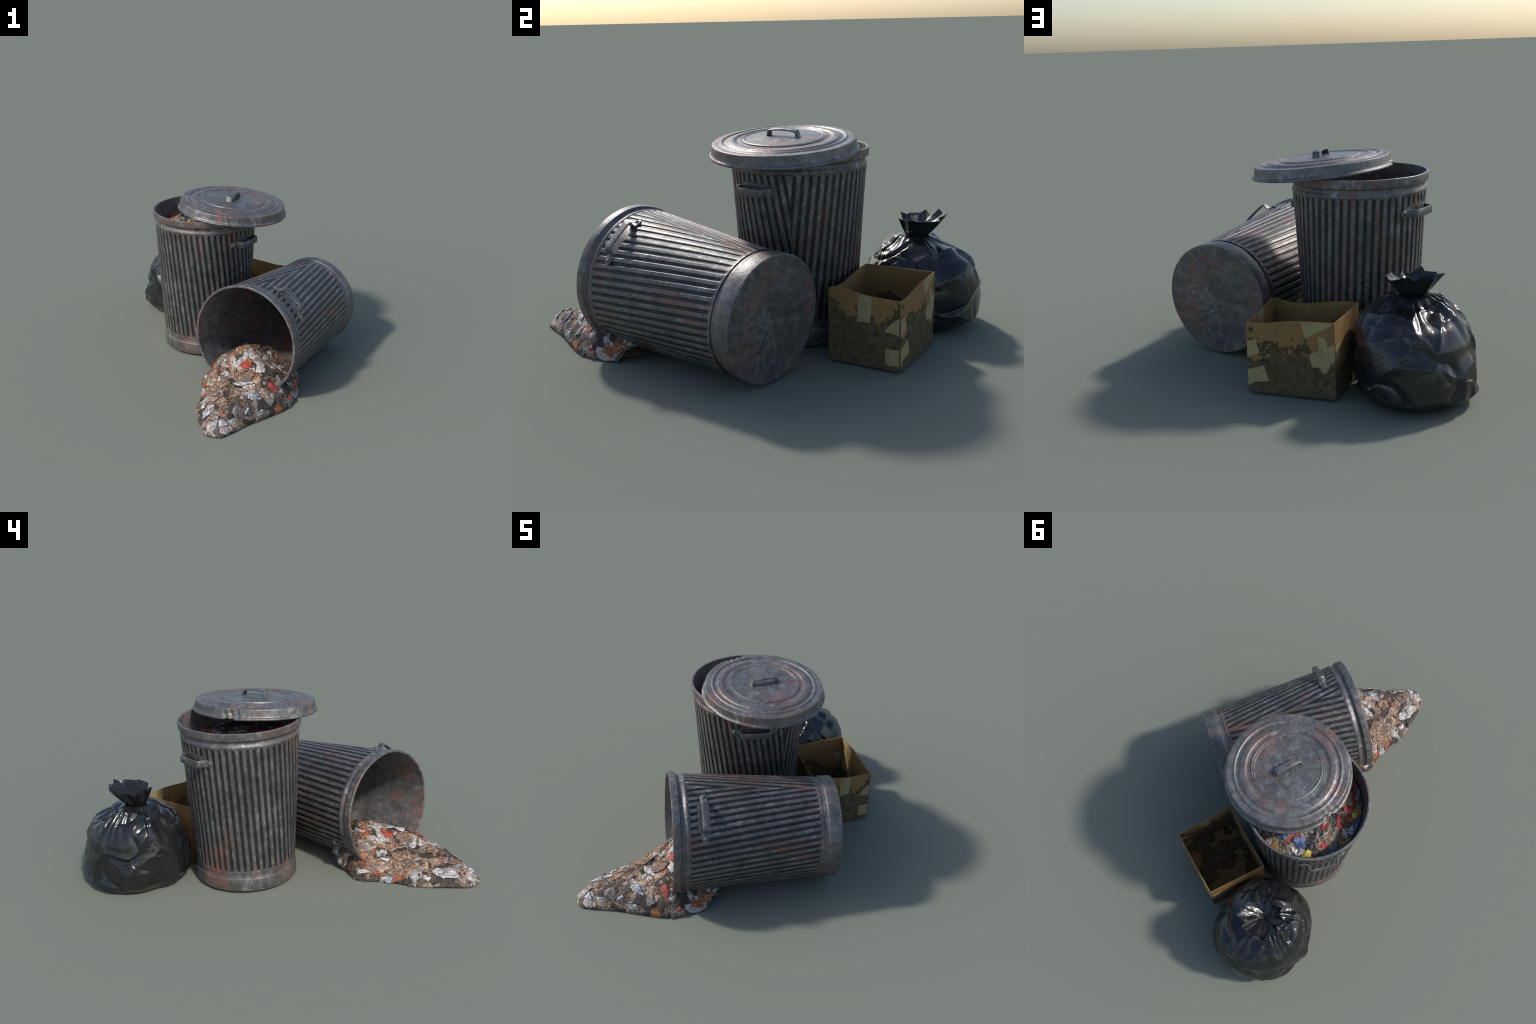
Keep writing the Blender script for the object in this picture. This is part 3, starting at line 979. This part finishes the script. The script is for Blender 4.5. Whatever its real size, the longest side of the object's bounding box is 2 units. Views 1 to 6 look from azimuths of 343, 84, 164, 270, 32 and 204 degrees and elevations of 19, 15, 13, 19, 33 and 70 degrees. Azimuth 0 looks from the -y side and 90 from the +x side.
# --- spilled heap at the fallen can's mouth
# outline points (x, y, height of the edge); the last stretch lies inside the can's mouth, clear of the ground
SPILL_OUT = [(-.455, -.998, .012), (-.495, -.998, .012), (-.532, -.975, .012), (-.553, -.93, .012), (-.543, -.83, .010), (-.524, -.70, .010), (-.453, -.545, .012), (-.418, -.400, .014),
             (-.325, -.355, .030), (-.27, -.310, .05), (-.18, -.300, .06), (-.08, -.315, .06), (.0, -.36, .065), (.05, -.43, .075), (.075, -.52, .085), (.070, -.60, .088),
             (.052, -.677, .012), (.0, -.755, .014), (-.080, -.832, .016), (-.20, -.885, .018), (-.32, -.930, .016)]
spill = Heap(SPILL_OUT + [
    (-.235, -.485, .194), (-.17, -.435, .212), (-.12, -.425, .198), (-.05, -.405, .168), (.0, -.43, .144), (.03, -.49, .122), (.048, -.55, .108), (-.285, -.40, .160), (-.335, -.405, .128),
    (-.155, -.634, .166), (-.09, -.61, .152), (-.237, -.45, .182), (-.194, -.571, .171), (-.27, -.741, .120), (-.246, -.825, .108), (-.30, -.865, .102), (-.38, -.897, .093), (-.45, -.925, .075), (-.495, -.95, .056),
    (-.133, -.759, .117), (-.372, -.436, .088), (-.078, -.758, .096), (-.36, -.641, .106), (-.30, -.60, .114), (-.015, -.696, .080), (-.039, -.771, .050), (-.484, -.833, .064), (-.40, -.80, .092),
    (-.42, -.70, .080), (-.15, -.825, .074), (-.40, -.50, .070), (-.33, -.50, .104), (-.15, -.385, .196)])
so3 = closed_curve(SPILL_OUT, 14)
so = [p.to_2d() for p in so3]
spill_c = Vector((-.235, -.62))
_cache = {}


def spill_h(x, y, t=None):
    key = (round(x, 4), round(y, 4))
    if key not in _cache:
        _cache[key] = max(0.004, float(spill.smooth(np.array([x, y]))[0])) + rough_detail(x, y) * 0.5 - 0.004
    return max(0.003, _cache[key])


e_sp = thing("garbage_heap", Matrix.Identity(4), "spilled heap of torn paper and mixed litter", "garbage")
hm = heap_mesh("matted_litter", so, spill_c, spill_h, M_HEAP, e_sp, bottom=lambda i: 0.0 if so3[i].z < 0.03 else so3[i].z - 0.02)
hm["kind"] = "stuff"
# the part that has run out underneath the can
LOBE = [(.050, -.680), (.020, -.64), (-.010, -.603), (-.028, -.55), (-.045, -.500), (-.10, -.46), (-.17, -.52), (-.17, -.65), (-.08, -.70), (.0, -.72)]
lobe = closed_curve(LOBE, 10)
lm = heap_mesh("matted_litter", lobe, Vector((-.08, -.59)), lambda x, y, t: 0.006 + 0.035 * sstep(0, .5, 1 - t) + 0.4 * rough_detail(x, y), M_HEAP, e_sp, rings=16)
lm["kind"] = "stuff"
rng = random.Random(5)


def in_can_wall(x, y, z):
    q = FALL.inverted() @ Vector((x, y, z))
    r = math.hypot(q.x, q.y)
    return -0.02 < q.z < CAN_H + 0.004 and abs(r - (body_r(q.z) - 0.002)) < 0.022


kinds = [(TAN, .28), (BROWN, .26), (GREYISH, .13), (WHITE, .15), (ORANGE, .045), (RED, .02), (BLUE, .025), (DARKL, .10)]
names = {TAN: "cardboard_scrap", BROWN: "cardboard_scrap", GREYISH: "paper_scrap", WHITE: "paper_scrap", ORANGE: "cardboard_scrap", RED: "plastic_scrap", BLUE: "plastic_scrap",
         DARKL: "plastic_scrap", YELLOW: "food_wrapper", CRIMSON: "food_wrapper", COBALT: "food_wrapper"}


def pick(tab):
    r = rng.random() * sum(w for _, w in tab)
    for k, w in tab:
        r -= w
        if r <= 0:
            return k
    return tab[-1][0]


# pieces that stand out in the pictures: material, x, y, length, width, turn
for mat, x, y, L, W, a in [
        (WHITE, -.27, -.741, .060, .028, 120), (BLUE, -.246, -.822, .045, .035, 20), (RED, -.133, -.762, .050, .085, 60), (WHITE, -.484, -.833, .135, .070, 65),
        (WHITE, -.155, -.634, .110, .075, 75), (ORANGE, -.237, -.455, .105, .060, 160), (ORANGE, -.190, -.560, .050, .035, 140), (ORANGE, -.455, -.60, .060, .045, 100),
        (WHITE, -.455, -.955, .055, .040, 10), (TAN, -.335, -.79, .080, .060, 40), (TAN, -.36, -.63, .110, .090, 100), (WHITE, -.49, -.735, .050, .035, 80),
        (ORANGE, -.425, -.50, .070, .030, 70), (WHITE, -.02, -.70, .045, .038, 30), (RED, -.035, -.775, .040, .030, 20), (ORANGE, -.44, -.905, .070, .028, 60),
        (GREYISH, -.165, -.83, .050, .060, 30), (WHITE, -.235, -.885, .060, .042, 20), (GREYISH, -.36, -.90, .075, .050, 70), (BLUE, -.30, -.885, .075, .030, 75)]:
    scrap_mesh(names[mat], mat, e_sp, spill_h, x, y, L, W, a * D2R, 0.0075, rng, 1.3)
count = 0
while count < 190:
    x, y = rng.uniform(-.55, .05), rng.uniform(-1.0, -.33)
    q = spill_c + (Vector((x, y)) - spill_c) * 1.07
    if not inside_poly(so, q.x, q.y):
        continue
    z = spill_h(x, y)
    if in_can_wall(x, y, z):
        continue
    mat = pick(kinds)
    L = rng.uniform(.045, .150) * (0.75 if mat in (RED, BLUE) else 1.0)
    W = min(.080, L * rng.uniform(.25, .75))
    scrap_mesh(names[mat], mat, e_sp, spill_h, x, y, L, W, rng.uniform(0, math.pi), rng.uniform(0.0, 0.004), rng, 1.2)
    count += 1

# --- litter filling the upright can
FILL_R = 0.274
fo = [Vector((STAND_XY[0] + FILL_R * math.cos(a * 2 * math.pi / 120), STAND_XY[1] + FILL_R * math.sin(a * 2 * math.pi / 120))) for a in range(120)]
fill_c = Vector(STAND_XY)


def fill_h(x, y, t=None):
    r = math.hypot(x - STAND_XY[0], y - STAND_XY[1]) / FILL_R
    p = Vector((x, y, 0.9))
    z = 0.736 + 0.010 * (1 - r * r) + 0.014 * noise.noise(p * 9) + 0.9 * rough_detail(x + 3, y)
    return z


e_f = thing("litter_fill", Matrix.Identity(4), "colourful litter filling the upright dustbin", "garbage")
fm = heap_mesh("packed_litter", fo, fill_c, fill_h, M_FILL, e_f, rings=50, bottom=0.62)
fm["kind"] = "stuff"
kinds_f = [(GREYISH, .26), (WHITE, .17), (TAN, .16), (DARKL, .14), (BROWN, .12), (CRIMSON, .05), (COBALT, .04), (YELLOW, .02), (ORANGE, .04)]
for mat, x, y, L, W in [(YELLOW, -.35, .39, .050, .040), (COBALT, -.345, .353, .035, .030), (CRIMSON, -.40, .315, .055, .045), (CRIMSON, -.45, .20, .06, .03), (CRIMSON, -.44, .10, .05, .05),
                        (WHITE, -.28, .40, .050, .030), (ORANGE, -.47, .25, .05, .03)]:
    scrap_mesh(names[mat], mat, e_f, fill_h, x, y, L, W, rng.uniform(0, 3), 0.006, rng, 1.5)
count = 0
while count < 150:
    a, r = rng.uniform(0, 2 * math.pi), math.sqrt(rng.random()) * (FILL_R - 0.03)
    x, y = STAND_XY[0] + r * math.cos(a), STAND_XY[1] + r * math.sin(a)
    mat = pick(kinds_f)
    L = rng.uniform(.030, .085)
    scrap_mesh(names[mat], mat, e_f, fill_h, x, y, L, L * rng.uniform(.35, .9), rng.uniform(0, math.pi), rng.uniform(0.0, 0.006), rng, 1.5)
    count += 1
